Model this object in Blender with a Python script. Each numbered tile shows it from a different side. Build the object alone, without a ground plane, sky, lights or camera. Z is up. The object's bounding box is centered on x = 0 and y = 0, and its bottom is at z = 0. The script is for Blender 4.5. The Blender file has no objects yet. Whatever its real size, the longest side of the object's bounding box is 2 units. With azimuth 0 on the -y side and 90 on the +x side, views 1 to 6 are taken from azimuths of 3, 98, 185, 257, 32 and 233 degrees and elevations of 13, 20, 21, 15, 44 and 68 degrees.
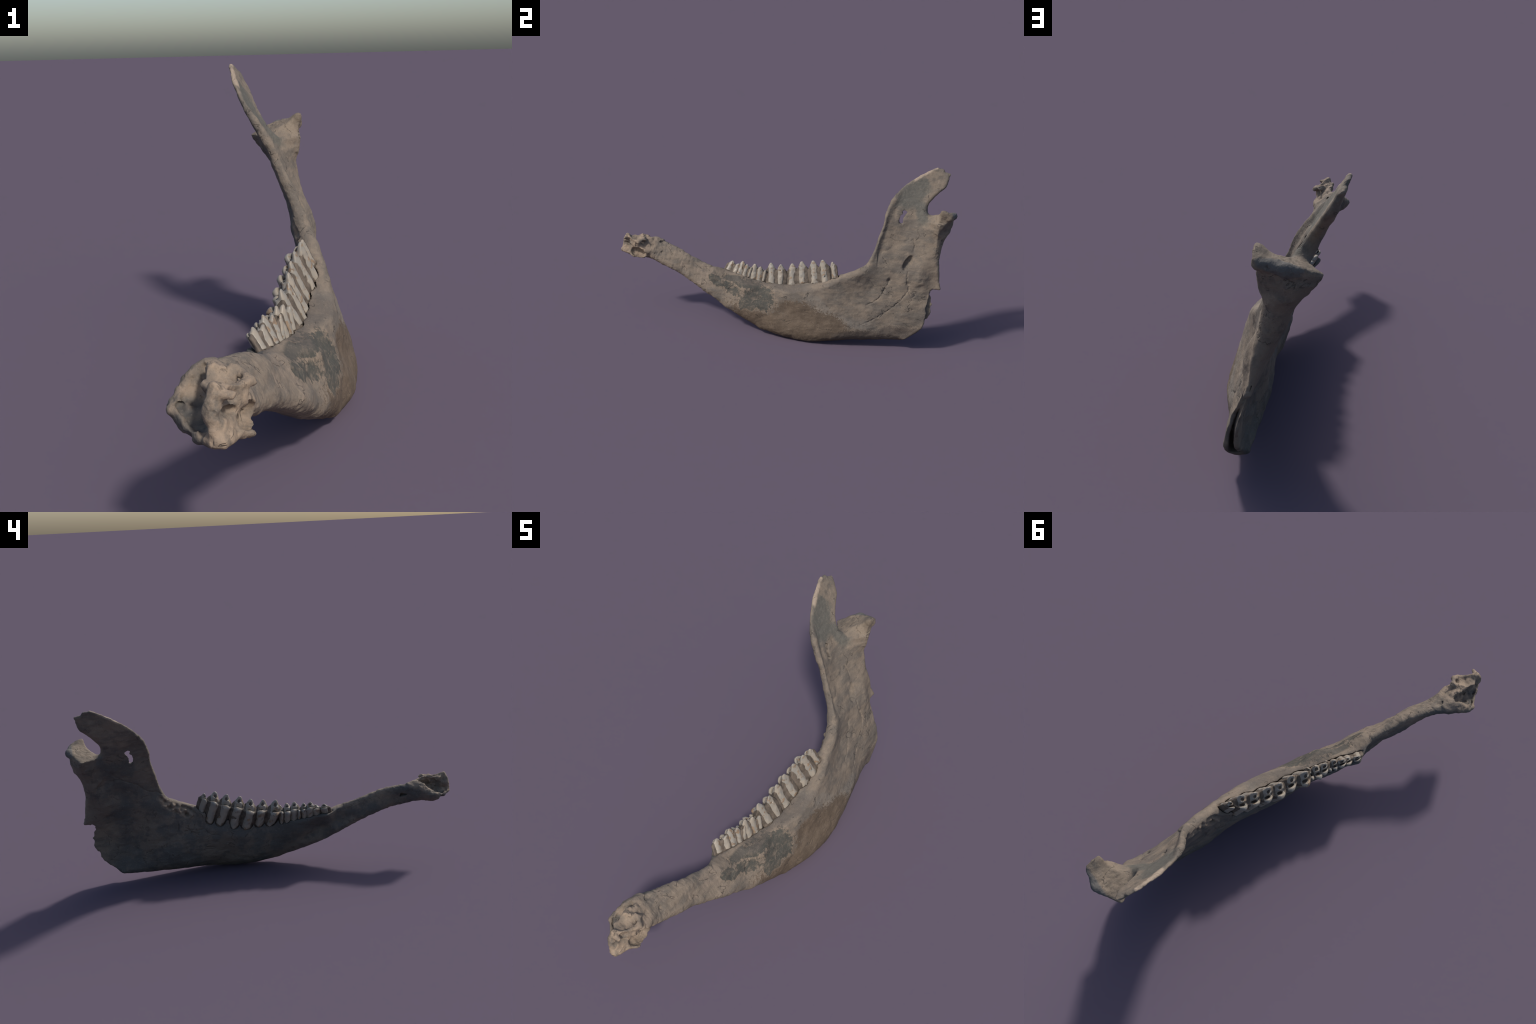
# A weathered half of a grazing animal's lower jaw: one side of the mandible with
# its row of cheek teeth, the broken front end, the coronoid blade, the condyle
# and the broken, hollow rear angle.  y runs from the chin (-1) to the back (+1).
import bpy, math
import numpy as np
from mathutils import Vector

# ------------------------------------------------------------------ controls
# mid surface of the bone: (y, z, x of mid surface, half thickness)
NODES = [
    (-0.960, 0.390, -0.108, 0.020), (-0.880, 0.440, -0.111, 0.024), (-0.860, 0.370, -0.123, 0.102),
    (-0.750, 0.420, -0.132, 0.049), (-0.730, 0.360, -0.088, 0.042), (-0.600, 0.370, -0.063, 0.030),
    (-0.580, 0.300, -0.042, 0.043), (-0.450, 0.330, -0.035, 0.018), (-0.420, 0.220, 0.005, 0.059),
    (-0.300, 0.300, -0.062, 0.025), (-0.270, 0.150, 0.043, 0.071), (-0.280, 0.220, 0.023, 0.031),
    (-0.100, 0.280, 0.002, 0.047), (-0.100, 0.180, 0.060, 0.067), (-0.100, 0.060, 0.101, 0.040),
    (0.080, 0.280, 0.055, 0.077), (0.080, 0.160, 0.079, 0.072), (0.080, 0.040, 0.130, 0.082),
    (0.250, 0.340, 0.062, 0.061), (0.250, 0.200, 0.093, 0.076), (0.250, 0.040, 0.162, 0.057),
    (0.420, 0.380, 0.077, 0.030), (0.420, 0.230, 0.090, 0.059), (0.420, 0.060, 0.136, 0.075),
    (0.600, 0.550, 0.007, 0.011), (0.600, 0.420, 0.042, 0.032), (0.600, 0.250, 0.079, 0.043),
    (0.600, 0.060, 0.122, 0.056), (0.760, 0.360, 0.084, 0.011), (0.780, 0.200, 0.132, 0.011),
    (0.720, 0.060, 0.117, 0.043), (0.880, 0.400, 0.047, 0.016), (0.870, 0.200, 0.124, 0.016),
    (0.750, 0.520, 0.028, 0.010), (0.880, 0.550, -0.003, 0.041), (0.630, 0.700, -0.057, 0.012),
    (0.750, 0.680, -0.060, 0.015), (0.870, 0.700, -0.059, 0.056), (0.680, 0.840, -0.139, 0.012),
    (0.780, 0.860, -0.154, 0.014), (0.880, 0.960, -0.195, 0.010), (-0.200, 0.275, -0.001, 0.070),
    (0.000, 0.250, 0.049, 0.065), (0.160, 0.290, 0.062, 0.078), (0.330, 0.375, 0.070, 0.048),
    (-0.380, 0.290, -0.008, 0.017), (0.820, 0.460, 0.032, 0.042), (0.660, 0.480, 0.030, 0.021),
    (0.920, 0.460, 0.043, 0.016), (0.660, 0.610, -0.030, 0.012), (0.900, 0.630, -0.023, 0.038),
    (-0.330, 0.210, 0.011, 0.051), (0.000, 0.120, 0.096, 0.070), (0.550, 0.330, 0.057, 0.028),
    (0.450, 0.420, 0.072, 0.037)]
# side profile of the bone, (y, z), going round
OUTLINE = [
    (0.505, 0.451), (0.534, 0.497), (0.554, 0.551), (0.569, 0.607), (0.588, 0.668),
    (0.595, 0.723), (0.610, 0.776), (0.637, 0.824), (0.680, 0.870), (0.726, 0.910),
    (0.771, 0.939), (0.828, 0.973), (0.881, 0.993), (0.927, 0.969), (0.943, 0.955),
    (0.928, 0.898), (0.901, 0.870), (0.869, 0.837), (0.840, 0.802), (0.831, 0.767),
    (0.852, 0.718), (0.891, 0.717), (0.950, 0.670), (0.934, 0.608), (0.922, 0.531),
    (0.926, 0.468), (0.933, 0.397), (0.941, 0.355), (0.893, 0.347), (0.895, 0.294),
    (0.897, 0.224), (0.875, 0.182), (0.853, 0.136), (0.826, 0.106), (0.786, 0.067),
    (0.740, 0.045), (0.623, 0.035), (0.490, 0.028), (0.377, 0.017), (0.275, 0.007),
    (0.177, -0.000), (0.106, 0.002), (0.034, 0.008), (-0.069, 0.025), (-0.128, 0.045),
    (-0.210, 0.076), (-0.309, 0.119), (-0.386, 0.161), (-0.495, 0.213), (-0.590, 0.259),
    (-0.669, 0.288), (-0.751, 0.310), (-0.812, 0.326), (-0.888, 0.318), (-0.944, 0.336),
    (-0.981, 0.352), (-0.985, 0.368), (-0.975, 0.425), (-0.924, 0.447), (-0.875, 0.458),
    (-0.825, 0.455), (-0.763, 0.442), (-0.711, 0.424), (-0.648, 0.410), (-0.598, 0.397),
    (-0.546, 0.375), (-0.480, 0.351), (-0.417, 0.333), (-0.322, 0.310), (-0.243, 0.306),
    (-0.190, 0.295), (-0.131, 0.290), (-0.090, 0.291), (-0.032, 0.290), (0.010, 0.291),
    (0.083, 0.296), (0.146, 0.313), (0.224, 0.330), (0.279, 0.346), (0.324, 0.365),
    (0.354, 0.378), (0.401, 0.399), (0.448, 0.420)]
STEP = 0.0036

# ------------------------------------------------------------------ helpers
def tps_kernel(d2):
    return 0.5 * d2 * np.log(d2 + 1e-12)

class ThinPlate:
    """smooth interpolation of scattered control values"""
    def __init__(s, P, V):
        s.P = np.asarray(P, float); n = len(s.P)
        d2 = ((s.P[:, None] - s.P[None]) ** 2).sum(-1)
        A = np.zeros((n + 3, n + 3))
        A[:n, :n] = tps_kernel(d2) + 1e-4 * np.eye(n)
        A[:n, n:] = np.c_[np.ones(n), s.P]; A[n:, :n] = A[:n, n:].T
        V = np.asarray(V, float)
        s.c = np.linalg.solve(A, np.r_[V, np.zeros((3, V.shape[1]))])
    def __call__(s, Q):
        out = np.empty((len(Q), s.c.shape[1]))
        for i in range(0, len(Q), 40000):
            q = Q[i:i + 40000]
            d2 = ((q[:, None] - s.P[None]) ** 2).sum(-1)
            out[i:i + 40000] = np.c_[tps_kernel(d2), np.ones(len(q)), q] @ s.c
        return out

def catmull(P, k=5, closed=True):
    P = np.asarray(P, float); n = len(P); out = []
    rng = range(n) if closed else range(n - 1)
    for i in rng:
        if closed:
            a, b, c, d = P[i - 1], P[i], P[(i + 1) % n], P[(i + 2) % n]
        else:
            a, b, c, d = P[max(i - 1, 0)], P[i], P[i + 1], P[min(i + 2, n - 1)]
        for j in range(k):
            t = j / k
            out.append(.5 * (2 * b + (c - a) * t + (2 * a - 5 * b + 4 * c - d) * t * t + (3 * b - a - 3 * c + d) * t ** 3))
    if not closed: out.append(P[-1])
    return np.array(out)

def inside(Y, Z, poly):
    c = np.zeros(Y.shape, bool)
    for (y0, z0), (y1, z1) in zip(poly, np.roll(poly, -1, 0)):
        if z0 == z1: continue
        c ^= ((z0 > Z) != (z1 > Z)) & (Y < (y1 - y0) * (Z - z0) / (z1 - z0) + y0)
    return c

def line_dist(Y, Z, pts, closed=False):
    D = np.full(Y.shape, 9.0, np.float32)
    pts = np.asarray(pts, float)
    segs = list(zip(pts[:-1], pts[1:]))
    if closed: segs.append((pts[-1], pts[0]))
    for p, q in segs:
        v = q - p; L = max(v @ v, 1e-12)
        t = np.clip(((Y - p[0]) * v[0] + (Z - p[1]) * v[1]) / L, 0, 1)
        D = np.minimum(D, np.hypot(Y - p[0] - t * v[0], Z - p[1] - t * v[1]))
    return D

def hash3(i, j, k, seed):
    h = (i * 374761393 + j * 668265263 + k * 2147483647 + seed * 1274126177) & 0xFFFFFFFF
    h = ((h ^ (h >> 13)) * 1274126177) & 0xFFFFFFFF
    h = ((h ^ (h >> 16)) * 2246822519) & 0xFFFFFFFF
    return ((h ^ (h >> 15)) & 0xFFFF) / 65535.0

ROT = np.array([[.36, .48, -.80], [-.80, .60, 0.], [.48, .64, .60]])
def noise3(P, freq, seed=0):
    """gradient noise, about -1..1"""
    Q = (np.asarray(P, float) * freq) @ ROT + seed * .371
    I = np.floor(Q).astype(np.int64); F = Q - I; U = F * F * F * (F * (F * 6 - 15) + 10)
    r = 0
    for a in (0, 1):
        for b in (0, 1):
            for c in (0, 1):
                w = (U[..., 0] if a else 1 - U[..., 0]) * (U[..., 1] if b else 1 - U[..., 1]) * (U[..., 2] if c else 1 - U[..., 2])
                h = hash3(I[..., 0] + a, I[..., 1] + b, I[..., 2] + c, seed) * 65535.0
                g0 = np.mod(h, 41) / 20 - 1; g1 = np.mod(np.floor(h / 41), 41) / 20 - 1; g2 = np.mod(np.floor(h / 1681), 39) / 19 - 1
                r = r + w * (g0 * (F[..., 0] - a) + g1 * (F[..., 1] - b) + g2 * (F[..., 2] - c))
    return r * 1.7

def fbm(P, freq, oct=3, seed=0):
    r = 0; a = 1
    for o in range(oct):
        r = r + a * noise3(P, freq * 2.03 ** o, seed + o); a *= .5
    return r

def up2(A, n, ax):
    """linear doubling of a sampled field along one axis"""
    A = np.moveaxis(A, ax, 0); o = np.empty((n,) + A.shape[1:], A.dtype)
    o[::2] = A[:(n + 1) // 2]
    o[1::2] = (A[:n // 2] + A[1:n // 2 + 1]) / 2 if len(A) > n // 2 else np.r_[(A[:-1] + A[1:]) / 2, A[-1:]][:n // 2]
    return np.moveaxis(o, 0, ax)

def gfbm(P, freq, oct=3, seed=0, stretch=(1, 1, 1)):
    """fbm on a regular grid of points, sampled at every second point"""
    r = fbm(P[::2, ::2, ::2] * stretch, freq, oct, seed)
    for ax in range(3): r = up2(r, P.shape[ax], ax)
    return r

def smin(a, b, k):
    h = np.maximum(k - np.abs(a - b), 0) / k
    return np.minimum(a, b) - h * h * k * .25
def smax(a, b, k):
    return -smin(-a, -b, k)

def surface_nets(F, org, h):
    """dual mesh of the zero set of F (negative inside); returns verts, quads"""
    h = np.asarray(h, float)
    S = F < 0
    c = np.zeros(tuple(n - 1 for n in F.shape), np.uint8)
    sl = lambda o: tuple(slice(o[a], F.shape[a] - 1 + o[a]) for a in range(3))
    corners = [(a, b, d) for a in (0, 1) for b in (0, 1) for d in (0, 1)]
    for o in corners: c += S[sl(o)]
    act = (c > 0) & (c < 8)
    idx = np.argwhere(act)
    ids = np.full(act.shape, -1, np.int64); ids[act] = np.arange(len(idx))
    vals = {o: F[idx[:, 0] + o[0], idx[:, 1] + o[1], idx[:, 2] + o[2]].astype(float) for o in corners}
    acc = np.zeros((len(idx), 3)); cnt = np.zeros(len(idx))
    for o in corners:
        for ax in range(3):
            if o[ax]: continue
            o2 = list(o); o2[ax] = 1; o2 = tuple(o2)
            f0, f1 = vals[o], vals[o2]; m = (f0 < 0) != (f1 < 0)
            t = np.where(m, f0 / np.where(m, f0 - f1, 1), 0)
            p = np.tile(np.array(o, float), (len(idx), 1)); p[:, ax] = t
            acc += p * m[:, None]; cnt += m
    V = (idx + acc / cnt[:, None]) * h + np.asarray(org)
    quads = []
    for ax in range(3):
        a0 = [slice(None)] * 3; a1 = [slice(None)] * 3
        a0[ax] = slice(0, -1); a1[ax] = slice(1, None)
        m = S[tuple(a0)] != S[tuple(a1)]
        e = np.argwhere(m)
        u, v = (ax + 1) % 3, (ax + 2) % 3
        ok = (e[:, u] > 0) & (e[:, v] > 0) & (e[:, u] < F.shape[u] - 1) & (e[:, v] < F.shape[v] - 1)
        e = e[ok]
        q = []
        for du, dv in ((-1, -1), (0, -1), (0, 0), (-1, 0)):
            g = e.copy(); g[:, u] += du; g[:, v] += dv
            q.append(ids[g[:, 0], g[:, 1], g[:, 2]])
        q = np.stack(q, 1)
        flip = ~S[e[:, 0], e[:, 1], e[:, 2]]
        q[flip] = q[flip][:, ::-1]
        quads.append(q)
    return V, np.concatenate(quads)

def vertex_normals(V, Q):
    n = np.cross(V[Q[:, 2]] - V[Q[:, 0]], V[Q[:, 3]] - V[Q[:, 1]])
    N = np.zeros_like(V)
    for k in range(4): 
        for a in range(3): N[:, a] += np.bincount(Q[:, k], n[:, a], len(V))
    return N / np.maximum(np.linalg.norm(N, axis=1), 1e-12)[:, None]

def relax(V, Q, it=1, f=.5):
    for _ in range(it):
        A = np.zeros_like(V); C = np.zeros(len(V))
        for k in range(4):
            i, j = Q[:, k], Q[:, (k + 1) % 4]
            for a in range(3): A[:, a] += np.bincount(i, V[j, a], len(V)) + np.bincount(j, V[i, a], len(V))
            C += np.bincount(i, minlength=len(V)) + np.bincount(j, minlength=len(V))
        V = V + f * (A / np.maximum(C, 1)[:, None] - V)
    return V

def mesh_object(name, V, Q, N, mat, parent):
    used = np.unique(Q); mp = np.full(len(V), -1); mp[used] = np.arange(len(used))
    me = bpy.data.meshes.new(name)
    q = mp[Q]
    me.vertices.add(len(used)); me.vertices.foreach_set("co", V[used].astype(np.float32).ravel())
    me.loops.add(q.size); me.loops.foreach_set("vertex_index", q.ravel().astype(np.int32))
    me.polygons.add(len(q))
    me.polygons.foreach_set("loop_start", np.arange(0, q.size, 4, dtype=np.int32))
    me.polygons.foreach_set("loop_total", np.full(len(q), 4, np.int32))
    me.update(calc_edges=True); me.validate()
    me.polygons.foreach_set("use_smooth", np.ones(len(me.polygons), bool))
    if N is not None and len(me.polygons) == len(q):
        me.normals_split_custom_set_from_vertices([tuple(v) for v in N[used]])
    for m in (mat if isinstance(mat, list) else [mat]): me.materials.append(m)
    ob = bpy.data.objects.new(name, me)
    bpy.context.scene.collection.objects.link(ob)
    ob.parent = parent
    return ob

def capsule(P, a, b, ra, rb):
    a = np.asarray(a, float); b = np.asarray(b, float); v = b - a
    t = np.clip(((P - a) @ v) / (v @ v), 0, 1)
    return np.linalg.norm(P - a - t[..., None] * v, axis=-1) - (ra + (rb - ra) * t)

def ellipsoid(P, c, ax, r):
    """ax: two guide directions (long axis, roughly second axis); r: radii"""
    e0 = np.array(ax[0], float); e0 /= np.linalg.norm(e0)
    e1 = np.array(ax[1], float); e1 -= e0 * (e1 @ e0); e1 /= np.linalg.norm(e1)
    e2 = np.cross(e0, e1); d = P - np.asarray(c, float)
    q = np.stack([d @ e0 / r[0], d @ e1 / r[1], d @ e2 / r[2]], -1)
    return (np.linalg.norm(q, axis=-1) - 1) * min(r)

def hull(P, pts):
    """convex hull of a few points as the largest of its face distances"""
    pts = np.asarray(pts, float); n = len(pts); D = np.full(P.shape[:-1], -9.0); seen = []
    for i in range(n):
        for j in range(i + 1, n):
            for k in range(j + 1, n):
                m = np.cross(pts[j] - pts[i], pts[k] - pts[i]); L = np.linalg.norm(m)
                if L < 1e-9: continue
                m /= L; s = (pts - pts[i]) @ m
                if s.max() > 1e-6 and s.min() < -1e-6: continue
                if s.max() > 1e-6: m = -m
                D = np.maximum(D, (P - pts[i]) @ m)
    return D

# ------------------------------------------------------------------ teeth
# each lobe: cheek-side base, cheek-side tip, tongue-side base, tongue-side tip, half length
MOLAR_A = [((0.039, -0.034, 0.288), (-0.015, -0.047, 0.387), (-0.011, -0.012, 0.252), (-0.056, -0.032, 0.318), 0.034),
           ((0.050, 0.020, 0.290), (0.004, 0.014, 0.390), (-0.005, 0.047, 0.256), (-0.040, 0.040, 0.335), 0.033)]
MOLAR_B = [((0.056, 0.087, 0.296), (0.003, 0.081, 0.402), (-0.005, 0.118, 0.250), (-0.043, 0.099, 0.341), 0.035),
           ((0.062, 0.150, 0.314), (0.009, 0.136, 0.422), (0.005, 0.180, 0.262), (-0.031, 0.164, 0.365), 0.034)]
MOLAR_C = [((0.077, 0.222, 0.329), (0.019, 0.203, 0.438), (0.015, 0.250, 0.284), (-0.017, 0.220, 0.378), 0.035),
           ((0.086, 0.283, 0.344), (0.037, 0.258, 0.453), (0.025, 0.305, 0.300), (-0.010, 0.275, 0.405), 0.034),
           ((0.080, 0.336, 0.372), (0.043, 0.316, 0.449), (0.045, 0.342, 0.345), (0.020, 0.318, 0.420), 0.026)]
PREMOLAR_A = [((-0.050, -0.312, 0.309), (-0.080, -0.290, 0.354), (-0.077, -0.298, 0.305), (-0.094, -0.284, 0.335), 0.028),
              ((-0.035, -0.268, 0.303), (-0.056, -0.250, 0.348), (-0.067, -0.255, 0.296), (-0.086, -0.245, 0.332), 0.028)]
PREMOLAR_B = [((-0.020, -0.240, 0.300), (-0.056, -0.222, 0.367), (-0.055, -0.220, 0.285), (-0.080, -0.212, 0.337), 0.028),
              ((-0.010, -0.207, 0.296), (-0.034, -0.192, 0.358), (-0.047, -0.192, 0.280), (-0.072, -0.184, 0.330), 0.022),
              ((-0.004, -0.178, 0.292), (-0.014, -0.164, 0.350), (-0.041, -0.165, 0.278), (-0.060, -0.162, 0.325), 0.016)]
PREMOLAR_C = [((0.006, -0.150, 0.288), (-0.026, -0.146, 0.367), (-0.035, -0.138, 0.270), (-0.060, -0.130, 0.330), 0.028),
              ((0.015, -0.116, 0.287), (-0.008, -0.108, 0.360), (-0.031, -0.102, 0.266), (-0.062, -0.100, 0.323), 0.027),
              ((0.022, -0.084, 0.287), (0.009, -0.075, 0.349), (-0.023, -0.074, 0.262), (-0.046, -0.072, 0.322), 0.017)]
ROWS = [("premolar", PREMOLAR_A), ("premolar", PREMOLAR_B), ("premolar", PREMOLAR_C),
        ("molar", MOLAR_A), ("molar", MOLAR_B), ("molar", MOLAR_C)]


class Lobe:
    def __init__(s, bb, bt, lb, lt, half, along):
        bb, bt, lb, lt = (np.array(v, float) for v in (bb, bt, lb, lt))
        dn = .22                                    # the column runs on down into its socket
        s.c0, s.c1 = (bb + lb) / 2, (bt + lt) / 2
        s.w0, s.w1 = (bb - lb) / 2, (bt - lt) / 2
        s.A = s.c1 - s.c0; s.H = np.linalg.norm(s.A)
        a = np.array(along, float); a /= np.linalg.norm(a)
        s.half = half; s.M = a * half
    def coords(s, P):
        D = P - s.c0
        h = np.full(P.shape[:-1], .5)
        for _ in range(3):
            hc = np.clip(h, -.6, 1.3)[..., None]
            W = s.w0 + (s.w1 - s.w0) * hc
            mw = np.cross(s.M, W); det = mw @ s.A
            h = np.einsum('...i,...i', D, mw) / det
        hc = np.clip(h, -.6, 1.3)[..., None]
        W = s.w0 + (s.w1 - s.w0) * hc
        det = np.cross(s.M, W) @ s.A
        b = np.einsum('...i,...i', D, np.cross(s.A, s.M)) / det
        sM = np.einsum('...i,...i', D, np.cross(W, np.broadcast_to(s.A, W.shape))) / det
        return sM, b, h, np.linalg.norm(W, axis=-1)
    def core(s, P, grow=0.0, floor=-.45, top=True):
        m, b, h, wl = s.coords(P); am = np.abs(m)
        taper = 1 - .14 * np.clip(-h, 0, 1) + .05 * np.clip(h, 0, 1)
        lim_b = 1 - .17 * np.minimum(am / taper, 1.3) ** 2.0
        lim_l = 1 - .70 * np.minimum(am / taper, 1.3) ** 1.7
        d = smax((b - lim_b) * wl, (-b - lim_l) * wl, .006)
        d = smax(d, (am - taper * 1.16) * s.half, .006)
        hi = s.crown(m, b)
        if top: d = smax(d, (h - hi) * s.H, .007)
        d = np.maximum(d, (floor - h) * s.H)
        return d - grow, m, b, h
    def crown(s, m, b):
        am = np.abs(m)
        up = np.clip((b + 1) / 2, 0, 1)
        hi = 1.0 - (.17 + .22 * up ** 1.5) * np.clip(am - .16, 0, 1.0) ** 1.15
        hi = hi - .10 * np.exp(-(m / .38) ** 2 - ((b - .45) / .24) ** 2)
        hi = hi - .30 * np.exp(-(m / .62) ** 2 - ((b + .22 - .25 * m * m) / .24) ** 2)
        return hi

def tooth_lobes(row):
    out = []
    cen = np.array([(np.array(l[0]) + np.array(l[2])) / 2 for l in row])
    for i, l in enumerate(row):
        a = cen[min(i + 1, len(row) - 1)] - cen[max(i - 1, 0)]
        out.append(Lobe(*l[:4], l[4], a))
    return out

def grid(lo, hi, h):
    ax = [np.arange(l, u + h, h) for l, u in zip(lo, hi)]
    return np.stack(np.meshgrid(*ax, indexing='ij'), -1), np.array(lo)

def build_tooth(name, row, seed, parent, m_cement, m_enamel):
    L = tooth_lobes(row)
    pts = np.array([p for l in row for p in l[:4]])
    h = .0019
    P, org = grid(pts.min(0) - [.025, .04, .07], pts.max(0) + [.025, .04, .015], h)
    D = np.full(P.shape[:-1], 9.0); E = D.copy()
    n1 = gfbm(P, 60, 2, seed, (1, 1, .55)); n2 = gfbm(P, 28, 2, seed + 9, (1, 1, .35))
    wob = gfbm(P, 45, 2, seed + 21)
    for i, lb in enumerate(L):
        d, m, b, hh = lb.core(P + (wob * .0012)[..., None])
        D = smin(D, d + .0014, .004)
        am = np.abs(m - .10 * n2)
        side = np.where(b > 0, .52 if name == 'molar' else .60, .66)
        side = side + np.where(b > 0, .45, .1) * np.clip((hh - .74) / .26, 0, 1)
        rib = (am - side - .16 * n1 - .10 * n2) * lb.half          # enamel stands as ribs on both faces
        cap = (.82 + .10 * n1 - hh) * lb.H * .5                      # and as a ring round the worn top
        worn = np.minimum(smin(rib, cap, .004), 9)
        low = (-.06 - hh - .10 * n2) * lb.H                          # ends ragged near the gum
        patch = (1.3 - n2 - .7 * n1) * .01 - .0035                   # flaked spots where cement shows
        lake = .0045 - np.minimum(np.hypot(m * lb.half, (b - .45) * .030) , np.hypot(m * lb.half * .62, (b + .22) * .040)) * .55
        e = smax(d - .0038 + .0034 * (am / .5) ** 2, worn, .003)
        e = smax(e, low, .003); e = smax(e, -patch, .003)
        e = np.maximum(e, np.where(hh > .55, lake, -1))
        E = np.minimum(E, e)
    V, Q = surface_nets(D.astype(np.float32), org, (h, h, h)); V = relax(V, Q, 1, .5)
    core = mesh_object(name, V, Q, None, m_cement, parent)
    V, Q = surface_nets(E.astype(np.float32), org, (h, h, h)); V = relax(V, Q, 1, .5)
    if len(Q): mesh_object("enamel", V, Q, None, m_enamel, core)
    return core

# ------------------------------------------------------------------ bone
nod = np.array(NODES)
mid = ThinPlate(nod[:, :2], np.c_[nod[:, 2], np.log(nod[:, 3])])
edge = catmull(OUTLINE, 5)

ys = np.arange(-1.016, 1.022, STEP); zs = np.arange(-.012, 1.012, STEP); ws = np.arange(-.140, .186, STEP)
Y, Z = np.meshgrid(ys, zs, indexing='ij')
f = mid(np.c_[Y.ravel(), Z.ravel()])
X2 = f[:, 0].reshape(Y.shape); T2 = np.clip(np.exp(f[:, 1].reshape(Y.shape)), .008, .11)
near = np.minimum(line_dist(Y, Z, edge, True), 1)
ein = inside(Y, Z, edge)
E2 = np.where(ein, near, -near)
PN = np.stack([Y, Z, 0 * Y], -1)
# broken rims are ragged: tip of the blade, rear angle, front of the chin
ragged = np.clip((Z - .90) / .06, 0, 1) * np.clip((Y - .84) / .04, 0, 1) + np.clip((Y - .80) / .06, 0, 1) * np.clip((.40 - Z) / .05, 0, 1)
E2 = E2 + (.006 * ragged + .0012) * fbm(PN, 42, 3, 19) + .006 * np.clip((Y - .80) / .06, 0, 1) * np.clip((.33 - Z) / .05, 0, 1)

def world(y, z):                                   # x of the mid surface at points
    return mid(np.c_[np.ravel(y), np.ravel(z)])[:, 0]

# which part of the rim is a flat break rather than a rounded border
BREAK = [(.905, .345), (.905, .30), (.90, .20), (.88, .17), (.845, .12), (.81, .085), (.78, .06)]
brk = line_dist(Y, Z, BREAK)
GUM = [(-.34, .315), (-.24, .303), (-.15, .291), (-.086, .289), (.05, .291), (.147, .314), (.226, .329), (.28, .344), (.34, .37)]
R2 = T2 * (.6 + .55 * np.clip((line_dist(Y, Z, GUM) - .03) / .04, 0, 1))
R2 = np.where(brk < .05, R2 + (np.minimum(.012, R2) - R2) * np.clip(1 - (brk - .02) / .03, 0, 1), R2)

G = lambda y, z, ry, rz, ang=0: np.exp(-((((Y - y) * math.cos(ang) + (Z - z) * math.sin(ang)) / ry) ** 2 + ((-(Y - y) * math.sin(ang) + (Z - z) * math.cos(ang)) / rz) ** 2))
def crack(pts, w=.0023, depth=.007):
    p = catmull(pts, 5, False)
    n = fbm(PN, 55, 3, 5)
    d = line_dist(Y + .0045 * n, Z + .0045 * np.roll(n, 37, 0), p)
    return -depth * np.clip(.75 + .6 * np.roll(n, 91, 1), .2, 1.2) * np.exp(-(d / w) ** 2)
outer = np.zeros_like(Y); inner = np.zeros_like(Y)
# cheek side: groove behind the front border of the ramus, masseter hollow, pits and cracks
g = line_dist(Y, Z, catmull([(.655, .84), (.618, .77), (.595, .69), (.572, .60), (.555, .545), (.530, .49)], 5, False))
outer += .010 * np.clip((.82 - Z) / .10, 0, 1) * np.exp(-(g / .015) ** 2) - .006 * np.exp(-((g - .036) / .015) ** 2) * (Y > .575)
inner += .008 * np.exp(-(g / .02) ** 2)
# broad swellings and hollows of the two faces
for y, z, ry, rz, d in ((-.32, .27, .065, .05, .032), (-.12, .26, .06, .03, .010), (-.11, .12, .07, .05, .010), (.09, .146, .06, .05, .005),
                        (.70, .138, .06, .05, .007), (.836, .399, .045, .045, .020), (.43, .445, .08, .03, -.009), (.645, .642, .03, .06, -.006), (.72, .83, .06, .06, -.005)):
    outer += d * G(y, z, ry, rz)
for y, z, ry, rz, d in ((.72, .42, .085, .15, .020), (.735, .27, .07, .08, .014), (.80, .18, .06, .05, .008), (.278, .10, .07, .05, .012), (-.03, .115, .07, .05, .012),
                        (-.42, .29, .12, .035, .014), (.545, .226, .05, .05, -.012), (.838, .58, .035, .05, -.016), (-.32, .255, .06, .045, .020), (-.24, .235, .05, .04, .008), (-.40, .29, .06, .035, .009), (-.25, .160, .09, .03, -.008), (.85, .67, .03, .06, -.010), (-.19, .205, .06, .04, .010), (.69, .54, .08, .05, .010), (.79, .21, .07, .08, .011), (.81, .55, .03, .04, .010), (.44, .325, .05, .04, .010), (.82, .46, .03, .04, -.010), (.25, .305, .08, .04, -.020),
                        (.12, .265, .09, .045, -.019), (-.03, .27, .08, .04, -.015), (-.18, .30, .06, .04, -.008)):
    inner += d * G(y, z, ry, rz)
outer -= .007 * G(.70, .62, .07, .14, -.2)
outer -= .010 * G(.757, .505, .06, .03, 1.0)
for y, z, r, d in ((.650, .385, .009, .010), (.757, .376, .008, .010), (.628, .327, .010, .005), (.659, .301, .011, .004),
                   (.784, .285, .008, .004), (.83, .365, .012, .004), (.83, .40, .010, .004), (.556, .321, .014, .003), (.49, .375, .022, .006)):
    outer -= d * G(y, z, r * 1.5, r, .9)
for c in ([(.772, .544), (.777, .57), (.774, .596), (.763, .614)],
          [(.744, .614), (.711, .594), (.656, .567), (.64, .55), (.594, .531)],
          [(.751, .44), (.75, .394), (.762, .348), (.726, .282), (.686, .243), (.639, .202), (.571, .161), (.508, .129)],
          [(.765, .335), (.789, .306), (.802, .324)],
          [(.652, .385), (.625, .323), (.616, .298), (.583, .263), (.535, .238)]):
    outer += crack(c)
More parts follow.
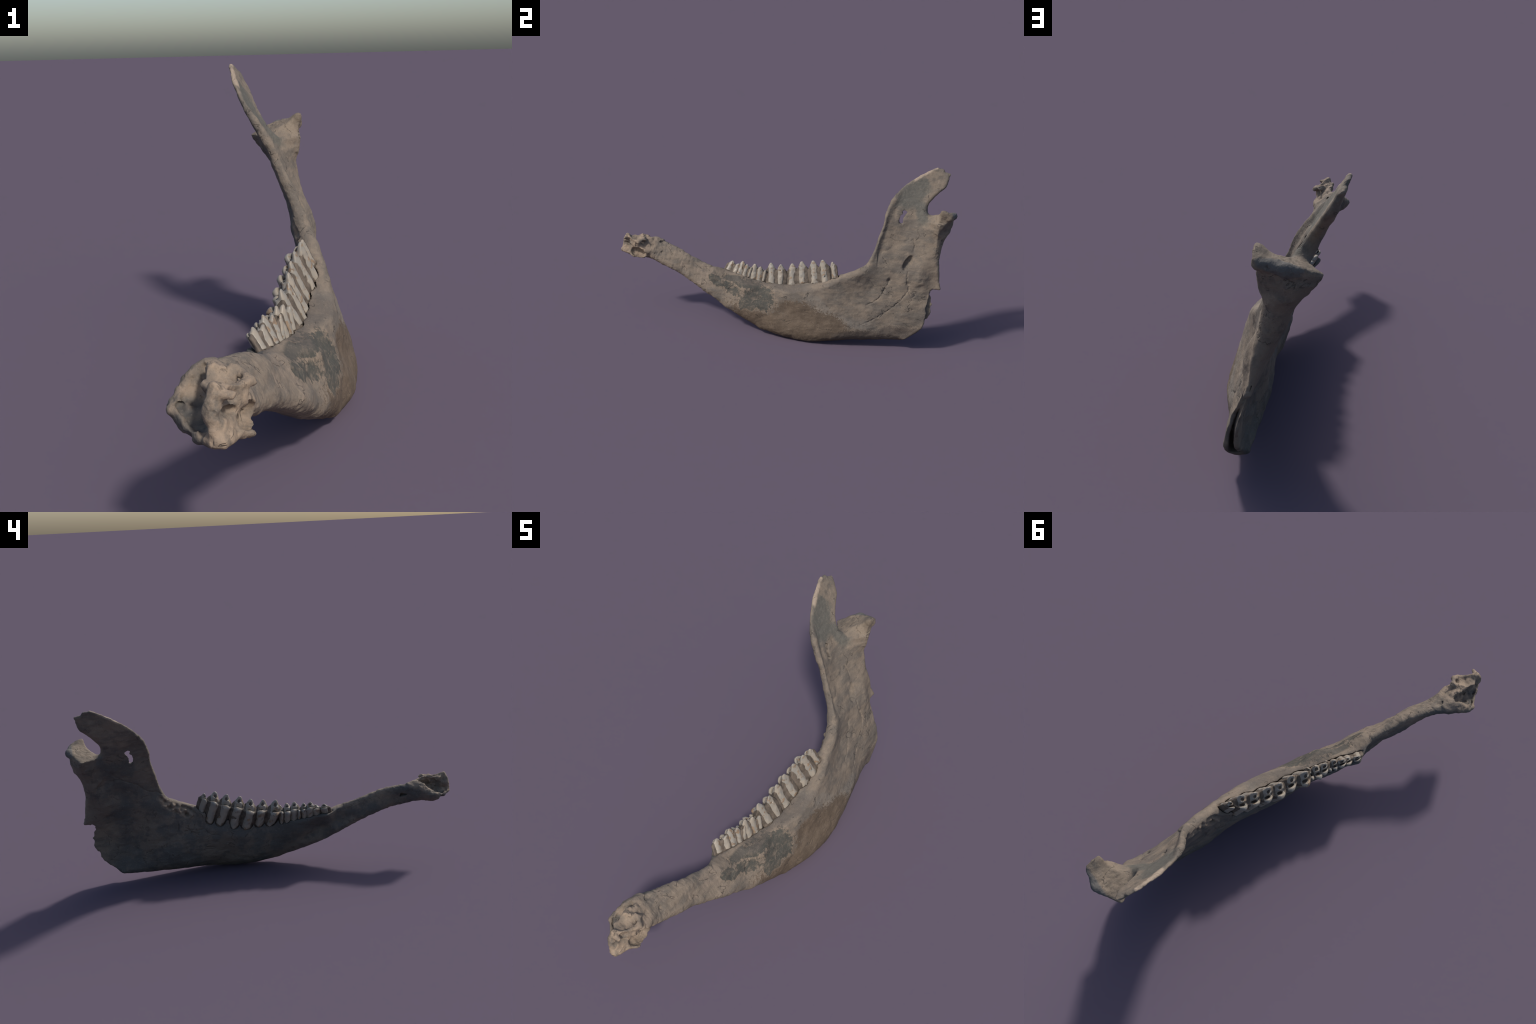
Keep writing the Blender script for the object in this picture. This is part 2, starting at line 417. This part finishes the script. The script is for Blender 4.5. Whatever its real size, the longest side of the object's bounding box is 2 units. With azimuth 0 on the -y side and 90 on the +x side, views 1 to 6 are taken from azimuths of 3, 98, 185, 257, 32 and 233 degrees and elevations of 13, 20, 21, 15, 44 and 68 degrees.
# pits on the toothless stretch and near the chin
for y, z, ry, rz, d, a in ((-.690, .405, .02, .012, .004, .2), (-.36, .262, .014, .010, .008, 0)):
    outer -= d * G(y, z, ry, rz, a)
# tongue side: cracks, the nutrient hole below the chin, spongy bone behind the last tooth
for c in ([(.794, .641), (.74, .593), (.678, .567), (.628, .527), (.59, .502), (.57, .504), (.532, .48), (.506, .463)],
          [(.472, .321), (.462, .293), (.463, .258), (.454, .23)],
          [(.402, .301), (.414, .273), (.386, .238), (.364, .221)],
          [(.38, .29), (.375, .259), (.329, .262), (.3, .232), (.257, .223)]):
    inner += crack(c)
sp = catmull([(.556, .485), (.505, .438), (.372, .374), (.394, .327), (.491, .369), (.545, .436)], 5)
spd = np.where(inside(Y, Z, sp), 1, 0) * np.clip(line_dist(Y, Z, sp, True) / .012, 0, 1)
inner += .0022 * fbm(PN, 22, 3, 67)
inner += spd * (-.004 + .020 * fbm(PN, 36, 2, 77))
outer += .0025 * fbm(PN * [1, 2.2, 1], 17, 2, 23) * np.clip((-.30 - Y) / .1, 0, 1)


TO = np.maximum(T2 + outer, .005); TI = np.maximum(T2 + inner, .005)
shape = (len(ys), len(zs), len(ws))
q = np.maximum(1 - E2 / R2, 0)[..., None]
W = ws[None, None, :]
Th = np.where(W > 0, TO[..., None], TI[..., None])
F = ((np.sqrt((W / Th) ** 2 + q * q) - 1) * np.minimum(Th, 1.0)).astype(np.float32)
del Th, q
# far from the bone only the sign matters, outside keep a true distance
F = np.where((E2 < -.02)[..., None], np.maximum(F, -E2[..., None]), F).astype(np.float32)

def block(lo, hi):
    """world-space points of the part of the grid in a (y, z) box"""
    i0, i1 = np.searchsorted(ys, [lo[0], hi[0]]); j0, j1 = np.searchsorted(zs, [lo[1], hi[1]])
    sl = (slice(i0, i1), slice(j0, j1))
    P = np.empty((i1 - i0, j1 - j0, len(ws), 3))
    P[..., 0] = X2[sl][..., None] + ws; P[..., 1] = Y[sl][..., None]; P[..., 2] = Z[sl][..., None]
    return sl, P
# --- hollow, broken rear angle
sl, P = block((.70, 0), (1.0, .40))
bd = line_dist(Y[sl], Z[sl], BREAK)[..., None]
t = T2[sl][..., None]
cav = smax(np.abs(ws + .002) - (t - .010), bd - .060 + .012 * gfbm(P, 40, 1, 3), .012)
cav = smax(cav, .062 - P[..., 2] + .25 * (.85 - P[..., 1]), .02)
F[sl] = smax(F[sl], -cav, .004)
# the cheek-side plate stops short of the tongue-side one
lip = catmull([(.905, .352), (.885, .340), (.880, .300), (.868, .240), (.875, .215), (.860, .15), (.84, .10)], 4, False)
yl = np.interp(zs, lip[::-1, 1], lip[::-1, 0])[sl[1]][None, :, None]
cut = np.maximum(np.maximum(yl + .006 * gfbm(P, 50, 2, 8) - P[..., 1], -ws[None, None, :] - .006), P[..., 2] - .352)
F[sl] = np.maximum(F[sl], -cut)

# --- hole worn through the thin blade of the ramus
hole = np.array([(.693, .752), (.706, .757), (.720, .748), (.716, .738), (.708, .731), (.700, .715), (.700, .690), (.688, .684), (.676, .690), (.675, .708), (.684, .726), (.697, .736)])
sl, P = block((.64, .66), (.75, .78))
hd = np.where(inside(Y[sl], Z[sl], hole), -1, 1) * line_dist(Y[sl], Z[sl], hole, True) + .0035 * noise3(P[:, :, 0], 90, 4)
F[sl] = smax(F[sl], -hd[..., None], .001)

# --- condyle: a transverse head on a flaring neck
sl, P = block((.78, .55), (1.018, .86))
P = P + (.002 * gfbm(P, 45, 2, 12))[..., None]
neck = hull(P, [(.008, .896, .57), (-.020, .905, .57), (-.036, .902, .58), (-.045, .85, .60), (-.070, .915, .645),
                (.013, .900, .70), (-.045, .948, .69), (-.088, .925, .685), (-.045, .845, .70)])
head = hull(P, [(.010, .898, .69), (-.045, .950, .685), (-.092, .925, .69), (-.047, .866, .69),
                (.028, .912, .795), (.028, .958, .775), (-.042, .980, .764), (-.128, .930, .727), (-.072, .846, .727)])
d = smin(neck - .004, head - .010, .06)
d = smin(d, capsule(P, (.024, .916, .793), (.025, .958, .771), .017, .017), .012)
d = smin(d, capsule(P, (.025, .957, .770), (-.046, .979, .760), .018, .017), .012)
d = smin(d, capsule(P, (-.046, .979, .760), (-.126, .931, .723), .017, .011), .012)
d = smax(d, -ellipsoid(P, (-.055, .900, .812), ((1, 0, .35), (0, 1, .1)), (.085, .070, .050)), .012)
d = smax(d, -capsule(P, (-.078, .832, .786), (.075, .866, .786), .040, .043), .014)
F[sl] = smin(F[sl], d.astype(np.float32), .03)

# --- front end: spoon-shaped shell broken open towards the midline
sl, P = block((-1.014, .26), (-.70, .56))
P = P + (.0022 * gfbm(P, 40, 2, 31))[..., None]
b = F[sl].astype(float)
cav = hull(P, [(-.140, -.790, .432), (-.196, -.870, .378), (-.142, -.937, .349), (-.108, -.974, .370),
               (-.102, -.945, .385), (-.100, -.870, .400), (-.125, -.810, .425), (-.155, -.890, .361),
               (-.26, -.86, .46), (-.165, -.80, .50), (-.19, -.95, .43), (-.15, -1.02, .41)])
b = smax(b, -(cav + (.010 * gfbm(P, 48, 3, 2))), .006)
for a, c, r0, r1 in (((-.144, -.772, .438), (-.180, -.792, .408), .007, .006), ((-.180, -.792, .408), (-.200, -.868, .379), .006, .006),
                     ((-.200, -.868, .379), (-.146, -.937, .350), .006, .006), ((-.146, -.937, .350), (-.100, -.983, .362), .006, .007),
                     ((-.100, -.978, .366), (-.112, -.958, .415), .012, .013), ((-.112, -.960, .415), (-.106, -.955, .450), .013, .012),
                     ((-.104, -.950, .450), (-.050, -.872, .433), .010, .009), ((-.050, -.872, .433), (-.075, -.838, .445), .009, .009),
                     ((-.075, -.838, .442), (-.118, -.862, .455), .009, .007), ((-.118, -.862, .455), (-.128, -.912, .442), .007, .008),
                     ((-.128, -.912, .440), (-.108, -.945, .440), .008, .010)):
    b = smin(b, capsule(P, a, c, r0, r1), .012)
b = smin(b, capsule(P, (-.080, -.885, .408), (-.098, -.935, .405), .026, .018), .015)
b = smin(b, capsule(P, (-.092, -.978, .362), (-.052, -.895, .350), .010, .011), .012)
b = smin(b, capsule(P, (-.052, -.895, .350), (-.056, -.84, .338), .011, .010), .014)
b = smin(b, np.linalg.norm(P - [-.116, -.964, .405], axis=-1) - .013, .012)
b = smax(b, -(ellipsoid(P, (-.130, -.700, .366), ((.15, -1, .25), (1, 0, 0)), (.036, .036, .012)) + .002 * gfbm(P, 60, 2, 9)), .004)
b += .0034 * gfbm(P, 46, 3, 44) * np.clip((-P[..., 1] - .76) / .05, 0, 1)
b = smax(b, -ellipsoid(P, (-.092, -.897, .468), ((1, .45, -.12), (-.45, 1, 0)), (.044, .036, .031)), .008)     # tooth socket
b = smax(b, -ellipsoid(P, (-.053, -.874, .366), ((-.12, -1, .2), (0, .2, 1)), (.050, .027, .035)), .006)         # mental foramen
b = smax(b, -ellipsoid(P, (-.078, -.950, .404), ((-.25, -.9, .2), (0, .2, 1)), (.034, .011, .024)), .005)
b = smax(b, -ellipsoid(P, (-.062, -.835, .424), ((-.4, -.4, .2), (1, 0, .1)), (.02, .018, .016)), .008)
b = smax(b, -ellipsoid(P, (-.135, -.805, .452), ((-.3, -.9, .0), (1, 0, .1)), (.03, .010, .014)), .006)
for c, a, r in (((-.090, -.774, .436), ((.3, -.8, .3), (.4, 1, .2)), (.016, .009, .022)), ((-.052, -.727, .388), ((.5, -.8, -.5), (.3, 1, 0)), (.012, .008, .022)),
                ((-.072, -.790, .412), ((.3, -1, .2), (0, .3, 1)), (.016, .008, .014)), ((-.112, -.738, .425), ((.1, -1, .1), (0, .3, 1)), (.020, .007, .012)),
                ((-.085, -.690, .405), ((.3, -1, .2), (0, .3, 1)), (.014, .007, .010))):
    b = smax(b, -(ellipsoid(P, c, a, r) + .003 * gfbm(P, 90, 2, 14)), .003)
b = smin(b, capsule(P, (-.104, -.955, .440), (-.078, -.962, .442), .013, .011), .012)
F[sl] = b

# --- deep oblique pit in the cheek face of the ramus
sl, P = block((.68, .40), (.82, .60))
pit = ellipsoid(P, (.056, .748, .492), ((-.30, .50, .86), (1, .1, .3)), (.054, .036, .022))
F[sl] = smax(F[sl], -(pit + .002 * gfbm(P, 70, 2, 6)), .003)

# --- sockets round the cheek teeth
sl, P = block((-.36, .20), (.38, .46))
b = F[sl].astype(float)
for _, row in ROWS:
    for lb in tooth_lobes(row):
        d = lb.core(P, .004, -.10, False)[0]
        b = smax(b, -d, .004)
F[sl] = b


V, Q = surface_nets(F, (ys[0], zs[0], ws[0]), (STEP,) * 3)
def largest_piece(V, Q):
    lab = np.arange(len(V))
    while True:
        m = lab[Q].min(1); new = lab.copy()
        for k in range(4): np.minimum.at(new, Q[:, k], m)
        new = new[new]
        if (new == lab).all(): break
        lab = new
    return Q[lab[Q[:, 0]] == np.bincount(lab).argmax()]
Q = largest_piece(V, Q)                            # no crumbs floating free
V = np.c_[np.empty(len(V)), V]                     # (x, y, z, w)
V[:, 0] = world(V[:, 1], V[:, 2]) + V[:, 3]
side = V[:, 3].copy(); V = V[:, :3]
# orientation: the grid axes (y, z, w) turn into (y, z, x), an even permutation
V = relax(V, Q, 1, .5)
N = vertex_normals(V, Q)
front = np.clip((-V[:, 1] - .55) / .25, 0, 1)
cond = np.clip(1 - np.linalg.norm((V - [-.04, .95, .75]) / [.12, .09, .06], axis=1), 0, 1)
tips = np.clip((V[:, 2] - .88) / .08, 0, 1)
rough = .0016 * fbm(V * [1, .5, 1], 36, 3, 51) + .0024 * fbm(V, 13, 2, 61)
rough += front * (.0016 * fbm(V, 45, 3, 71)) + cond * .002 * fbm(V, 90, 2, 81) + tips * .0012 * fbm(V, 80, 2, 91)
rough += np.clip((-V[:, 1] - .25) / .15, 0, 1) * .0016 * fbm(V * [.5, 1.7, .8], 30, 3, 111)
spots = np.clip(fbm(V, 70, 2, 101) - .55, 0, 1)
rough -= spots * (.002 + .006 * front + .010 * cond)
V = V + N * rough[:, None]

N = vertex_normals(V, Q)
# ------------------------------------------------------------------ materials
class Nodes:
    def __init__(s, name):
        s.m = bpy.data.materials.new(name); s.m.use_nodes = True
        s.t = s.m.node_tree; s.t.nodes.clear()
        s.out = s.t.nodes.new('ShaderNodeOutputMaterial'); s.bsdf = s.t.nodes.new('ShaderNodeBsdfPrincipled')
        s.t.links.new(s.bsdf.outputs[0], s.out.inputs[0])
        tc = s.t.nodes.new('ShaderNodeTexCoord'); s.P = tc.outputs['Object']
        sep = s.t.nodes.new('ShaderNodeSeparateXYZ'); s.link(s.P, sep.inputs[0])
        s.x, s.y, s.z = sep.outputs
    def link(s, a, b):
        if isinstance(a, (int, float)): b.default_value = a
        elif isinstance(a, tuple): b.default_value = a if len(a) != 3 or b.type != 'RGBA' else (*a, 1)
        else: s.t.links.new(a, b)
    def math(s, op, a, b=0.0, c=None, clamp=False):
        n = s.t.nodes.new('ShaderNodeMath'); n.operation = op; n.use_clamp = clamp
        s.link(a, n.inputs[0]); s.link(b, n.inputs[1])
        if c is not None: s.link(c, n.inputs[2])
        return n.outputs[0]
    def add(s, *v):
        r = v[0]
        for k in v[1:]: r = s.math('ADD', r, k)
        return r
    def mul(s, a, b): return s.math('MULTIPLY', a, b)
    def noise(s, scale, detail=3, rough=.55, stretch=(1, 1, 1), off=0.0, dist=0.0):
        mp = s.t.nodes.new('ShaderNodeMapping'); s.link(s.P, mp.inputs[0])
        mp.inputs['Scale'].default_value = stretch; mp.inputs['Location'].default_value = (off, off * 1.7, off * .3)
        n = s.t.nodes.new('ShaderNodeTexNoise'); s.link(mp.outputs[0], n.inputs['Vector'])
        n.inputs['Scale'].default_value = scale; n.inputs['Detail'].default_value = detail
        n.inputs['Roughness'].default_value = rough; n.inputs['Distortion'].default_value = dist
        return n.outputs[0]
    def ramp(s, v, lo, hi):
        n = s.t.nodes.new('ShaderNodeMapRange'); n.interpolation_type = 'SMOOTHSTEP'
        s.link(v, n.inputs[0]); s.link(lo, n.inputs[1]); s.link(hi, n.inputs[2])
        return n.outputs[0]
    def mix(s, f, a, b):
        n = s.t.nodes.new('ShaderNodeMix'); n.data_type = 'RGBA'
        s.link(f, n.inputs[0]); s.link(a, n.inputs[6]); s.link(b, n.inputs[7])
        return n.outputs[2]
    def blob(s, c, r, ang=0.0):
        """0 at the centre, 1 on an ellipse in the side view (y, z)"""
        ca, sa = math.cos(ang), math.sin(ang)
        dy = s.math('SUBTRACT', s.y, c[0]); dz = s.math('SUBTRACT', s.z, c[1])
        u = s.add(s.mul(dy, ca / r[0]), s.mul(dz, sa / r[0])); v = s.add(s.mul(dy, -sa / r[1]), s.mul(dz, ca / r[1]))
        return s.math('SQRT', s.add(s.mul(u, u), s.mul(v, v)))
    def union(s, *d):
        r = d[0]
        for k in d[1:]: r = s.math('SMOOTH_MIN', r, k, .25)
        return r
    def finish(s, col, rough, height=None, strength=.3, dist=.004):
        s.link(col, s.bsdf.inputs['Base Color']); s.link(rough, s.bsdf.inputs['Roughness'])
        s.bsdf.inputs['Specular IOR Level'].default_value = .25
        if height is not None:
            b = s.t.nodes.new('ShaderNodeBump'); b.inputs['Strength'].default_value = strength; b.inputs['Distance'].default_value = dist
            s.link(height, b.inputs['Height']); s.link(b.outputs[0], s.bsdf.inputs['Normal'])
        return s.m

def bone_material():
    s = Nodes("weathered_bone")
    # side of the bone: position against its gently curved mid surface
    A = np.c_[np.ones(len(nod)), nod[:, 0], nod[:, 1], nod[:, 0] ** 2, nod[:, 0] * nod[:, 1], nod[:, 1] ** 2, nod[:, 0] ** 3, nod[:, 1] ** 3, nod[:, 0] * nod[:, 1] ** 2, nod[:, 0] ** 2 * nod[:, 1]]
    k = np.linalg.lstsq(A, nod[:, 2], rcond=None)[0]
    yz = s.mul(s.y, s.z); yy = s.mul(s.y, s.y); zz = s.mul(s.z, s.z)
    px = s.add(float(k[0]), s.mul(s.y, float(k[1])), s.mul(s.z, float(k[2])), s.mul(yy, float(k[3])),
               s.mul(yz, float(k[4])), s.mul(s.mul(s.z, s.z), float(k[5])), s.mul(s.mul(yy, s.y), float(k[6])), s.mul(s.mul(zz, s.z), float(k[7])), s.mul(s.mul(zz, s.y), float(k[8])), s.mul(s.mul(yy, s.z), float(k[9])))
    off = s.math('SUBTRACT', s.x, px)
    lat = s.ramp(off, -.012, .012)
    big = s.noise(5, 4, .6); medn = s.noise(16, 5, .62, off=3.1); fine = s.noise(75, 4, .65, off=1.3)
    grain = s.noise(60, 4, .6, (1, .25, .6), 5.2); flk = s.noise(190, 2, .5, off=7.7)
    streak = s.noise(30, 4, .6, (1, .3, 1), 8.8)
    jag = s.add(s.mul(s.math('SUBTRACT', medn, .5), 1.7), s.mul(s.math('SUBTRACT', fine, .5), .8))
    jagf = s.add(s.mul(s.math('SUBTRACT', fine, .5), 1.3), s.mul(s.math('SUBTRACT', flk, .5), 1.1), s.mul(s.math('SUBTRACT', medn, .5), .6))
    TAN, GREY, DUST = (.173, .138, .106), (.115, .098, .082), (.245, .190, .144)
    c = s.mix(s.ramp(s.add(s.mul(big, .5), s.mul(streak, .5)), .42, .58), GREY, TAN)
    c = s.mix(s.mul(s.ramp(medn, .50, .68), .65), c, (.098, .085, .073))
    c = s.mix(s.mul(s.ramp(s.noise(24, 5, .65, (1, .5, 1), 11.0), .54, .70), .5), c, (.205, .166, .126))
    c = s.mix(s.mul(s.ramp(grain, .55, .78), .5), c, (.195, .160, .125))
    # chin end is sandier
    bar = s.mul(s.ramp(s.y, -.25, -.45), s.ramp(s.add(s.mul(s.noise(11, 5, .65, (1, .6, 1), 14.0), .7), s.mul(fine, .3)), .53, .62))
    c = s.mix(s.mul(bar, .6), c, (.088, .081, .070))
    chin = s.ramp(s.y, -.70, -.92)
    c = s.mix(s.mul(chin, s.ramp(s.add(medn, s.mul(fine, .5)), .55, .95)), c, (.285, .212, .150))
    c = s.mix(s.mul(s.mul(s.ramp(s.y, -.20, -.45), s.ramp(medn, .48, .66)), .6), c, DUST)
    # pale, polished strip above the brown underside
    pale = s.mul(s.mul(s.ramp(s.add(s.union(s.blob((.28, .205), (.20, .045), -.75), s.blob((.46, .14), (.16, .035), -.15)), s.mul(jag, .7)), 1.1, .45), lat), .75)
    c = s.mix(s.mul(pale, .5), c, (.170, .154, .134))
    # brown underside
    br = s.union(s.blob((.13, .09), (.26, .085), .0), s.blob((-.06, .06), (.22, .07), -.42), s.blob((.14, .17), (.13, .06), -.05), s.blob((.33, .12), (.12, .06), -.3), s.blob((.42, .05), (.34, .05), 0))
    c = s.mix(s.mul(s.mul(s.ramp(s.add(br, jagf), 1.12, .88), lat), .88), c, s.mix(s.ramp(medn, .4, .65), (.084, .060, .041), (.118, .086, .060)))
    # dark underside of the rear angle
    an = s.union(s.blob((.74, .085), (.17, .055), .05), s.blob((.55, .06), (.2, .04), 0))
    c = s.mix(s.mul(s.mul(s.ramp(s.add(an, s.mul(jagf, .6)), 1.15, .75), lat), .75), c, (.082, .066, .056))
    # dark grey stain left where the dusty crust has flaked off
    wv = s.mul(s.math('SUBTRACT', s.noise(9, 4, .65, off=2.2), .5), 1.5)
    dk = s.add(wv, s.union(s.blob((-.10, .225), (.105, .062), -.12), s.blob((-.15, .185), (.06, .05), .2), s.blob((-.26, .225), (.07, .028), -.4), s.blob((-.20, .275), (.11, .022), -.12), s.blob((-.37, .268), (.055, .022), -.45)))
    mott = s.math('SUBTRACT', 1.0, s.mul(s.ramp(s.noise(46, 4, .65, off=21.0), .52, .66), .4))
    dkm = s.mul(mott, s.mul(s.ramp(s.add(dk, s.mul(jag, 1.25)), 1.10, .82), s.ramp(off, .0, .012)))
    rimm = s.mul(s.mul(s.ramp(s.add(dk, jag), 1.32, 1.10), s.ramp(off, .0, .012)), s.ramp(fine, .35, .6))
    c = s.mix(s.mul(rimm, .6), c, (.215, .165, .122))
    c = s.mix(s.mul(dkm, s.ramp(grain, .20, .50)), c, s.mix(s.ramp(fine, .4, .65), (.056, .055, .047), (.070, .064, .054)))
    gum = s.mul(s.mul(s.ramp(s.add(s.blob((-.02, .29), (.33, .022), .03), s.mul(jag, .6)), 1.1, .5), lat), .55)
    c = s.mix(gum, c, (.090, .076, .066))
    # smooth grey blade of the coronoid process, sandy tip
    co = s.union(s.blob((.745, .845), (.105, .070), .75), s.blob((.79, .895), (.045, .030), .6), s.blob((.80, .76), (.035, .07), .2))
    c = s.mix(s.mul(s.mul(s.ramp(s.add(co, s.mul(jag, .7)), 1.25, .65), s.ramp(s.add(off, .012), -.005, .006)), .9), c, s.mix(s.ramp(fine, .4, .7), (.082, .080, .070), (.102, .096, .083)))
    edge_d = s.add(s.mul(s.y, -.53), s.mul(s.z, .848))
    strip = s.mul(s.ramp(s.add(edge_d, s.mul(jag, .004)), .372, .380), s.ramp(s.y, .735, .75))
    strip = s.mul(s.mul(strip, s.ramp(s.z, .865, .90)), s.ramp(medn, .30, .50))
    # tongue side: darker mottling, bluish-grey and brown
    med_c = s.mix(s.ramp(s.add(s.mul(big, .6), s.mul(medn, .4)), .45, .57), (.070, .070, .068), (.125, .104, .086))
    med_c = s.mix(s.mul(s.ramp(s.noise(13, 5, .65, off=6.0), .53, .64), .75), med_c, (.052, .051, .052))
    med_c = s.mix(s.mul(s.ramp(fine, .56, .75), .45), med_c, (.150, .125, .100))
    c = s.mix(s.mul(s.mul(s.math('SUBTRACT', 1.0, s.ramp(off, -.028, -.004)), s.mul(s.ramp(s.add(s.y, s.mul(s.math('SUBTRACT', .41, s.z), 4.0)), -.80, -.72), s.ramp(s.z, .95, .90))), MEDIAL), c, med_c)
    # spongy bone behind the last tooth and raw edges are sandy
    sx = s.math('SUBTRACT', s.y, .47); sz = s.math('SUBTRACT', s.z, .395)
    spg = s.ramp(s.add(s.blob((.465, .395), (.12, .035), .62), s.mul(jag, .7)), 1.1, .7)
    c = s.mix(s.mul(spg, s.mul(s.math('SUBTRACT', 1.0, s.ramp(off, -.01, .01)), .8)), c, (.190, .148, .112))
    c = s.mix(s.mul(strip, .8), c, (.30, .238, .182))
    # condyle: sandy above, grey on the porous back
    cd = s.ramp(s.add(s.blob((.93, .765), (.09, .05), 0), s.mul(jag, .6)), 1.05, .7)
    c = s.mix(s.mul(cd, .7), c, s.mix(s.ramp(medn, .4, .6), (.135, .108, .082), (.205, .163, .122)))
    pb = s.ramp(s.add(s.y, s.mul(s.math('SUBTRACT', s.z, .745), .4), s.mul(s.math('SUBTRACT', s.x, -.045), -.12)), .972, .982)
    pb = s.mul(pb, s.ramp(s.z, .87, .84))
    c = s.mix(s.mul(pb, .8), c, (.098, .096, .093))
    c = s.mix(s.mul(s.ramp(flk, .60, .74), .35), c, (.24, .20, .16))
    c = s.mix(s.mul(s.ramp(flk, .40, .28), .35), c, (.070, .060, .050))
    ln = s.noise(6.5, 4, .6, (1, .7, 1), 17.0, .6)
    vein = s.mul(s.ramp(s.math('ABSOLUTE', s.math('SUBTRACT', ln, .5)), .010, .002), s.ramp(medn, .50, .60))
    c = s.mix(s.mul(vein, .6), c, (.055, .047, .040))
    h = s.add(s.mul(vein, -.8), s.mul(fine, .5), s.mul(flk, .25), s.mul(grain, .5), s.mul(dkm, -.5))
    return s.finish(c, .82, h, .65, .005)

def enamel_material():
    s = Nodes("tooth_enamel")
    a = s.noise(28, 3, .55); b = s.noise(70, 3, .6, off=4.0); l = s.noise(90, 3, .6, (1, 1, .12), 2.0)
    c = s.mix(s.ramp(a, .35, .65), (.272, .234, .188), (.220, .205, .180))
    c = s.mix(s.mul(s.ramp(l, .55, .75), .45), c, (.20, .175, .145))
    st = s.ramp(s.add(s.mul(a, .4), s.mul(s.noise(42, 3, .6, off=9.0), .6)), .540, .590)
    c = s.mix(s.mul(st, .8), c, s.mix(s.ramp(b, .4, .6), (.150, .098, .060), (.225, .145, .082)))
    return s.finish(c, .42, l, .15, .002)

def cement_material():
    s = Nodes("tooth_cement")
    a = s.noise(30, 4, .6); b = s.noise(90, 3, .6, off=4.0); l = s.noise(60, 3, .6, (1, 1, .2), 2.0)
    c = s.mix(s.ramp(a, .38, .62), (.070, .056, .044), (.118, .094, .074))
    c = s.mix(s.mul(s.ramp(b, .52, .70), .5), c, (.150, .120, .092))
    c = s.mix(s.mul(s.ramp(l, .58, .72), .4), c, (.060, .054, .050))
    return s.finish(c, .75, b, .4, .002)
MEDIAL = .85

# ------------------------------------------------------------------ assembly
top = bpy.data.objects.new("jaw_bone", None)
bpy.context.scene.collection.objects.link(top)
top["label"] = "weathered brown animal half jaw bone with worn cheek teeth"
top["category"] = "jaw bone"

m_bone, m_enamel, m_cement = bone_material(), enamel_material(), cement_material()
low = V[:, 2].min()
C = V[Q].mean(1)
ramus_line = C[:, 1] * .86 + C[:, 2] * .5 > .70
part = np.where(ramus_line, 1, 0)
part[C[:, 1] < -.70] = 2
part[(C[:, 2] + .35 * (C[:, 1] - .75) > .79) & ~((C[:, 1] > .835) & (C[:, 2] < .82))] = 3
part[(C[:, 1] > .835) & (C[:, 2] > .66) & (C[:, 2] < .83) & (part != 3)] = 4
part[(part == 1) & (C[:, 2] < .36 - .0 * C[:, 1])] = 5
for i, name in enumerate(("tooth_bearing_body", "ramus", "chin", "coronoid_process", "condyle", "rear_angle")):
    q = Q[part == i]
    if len(q): mesh_object(name, V, q, N, m_bone, top)
for i, (name, row) in enumerate(ROWS):
    build_tooth(name, row, 300 + 17 * i, top, m_cement, m_enamel)
print("verts", len(V), "bounds", V.min(0), V.max(0))
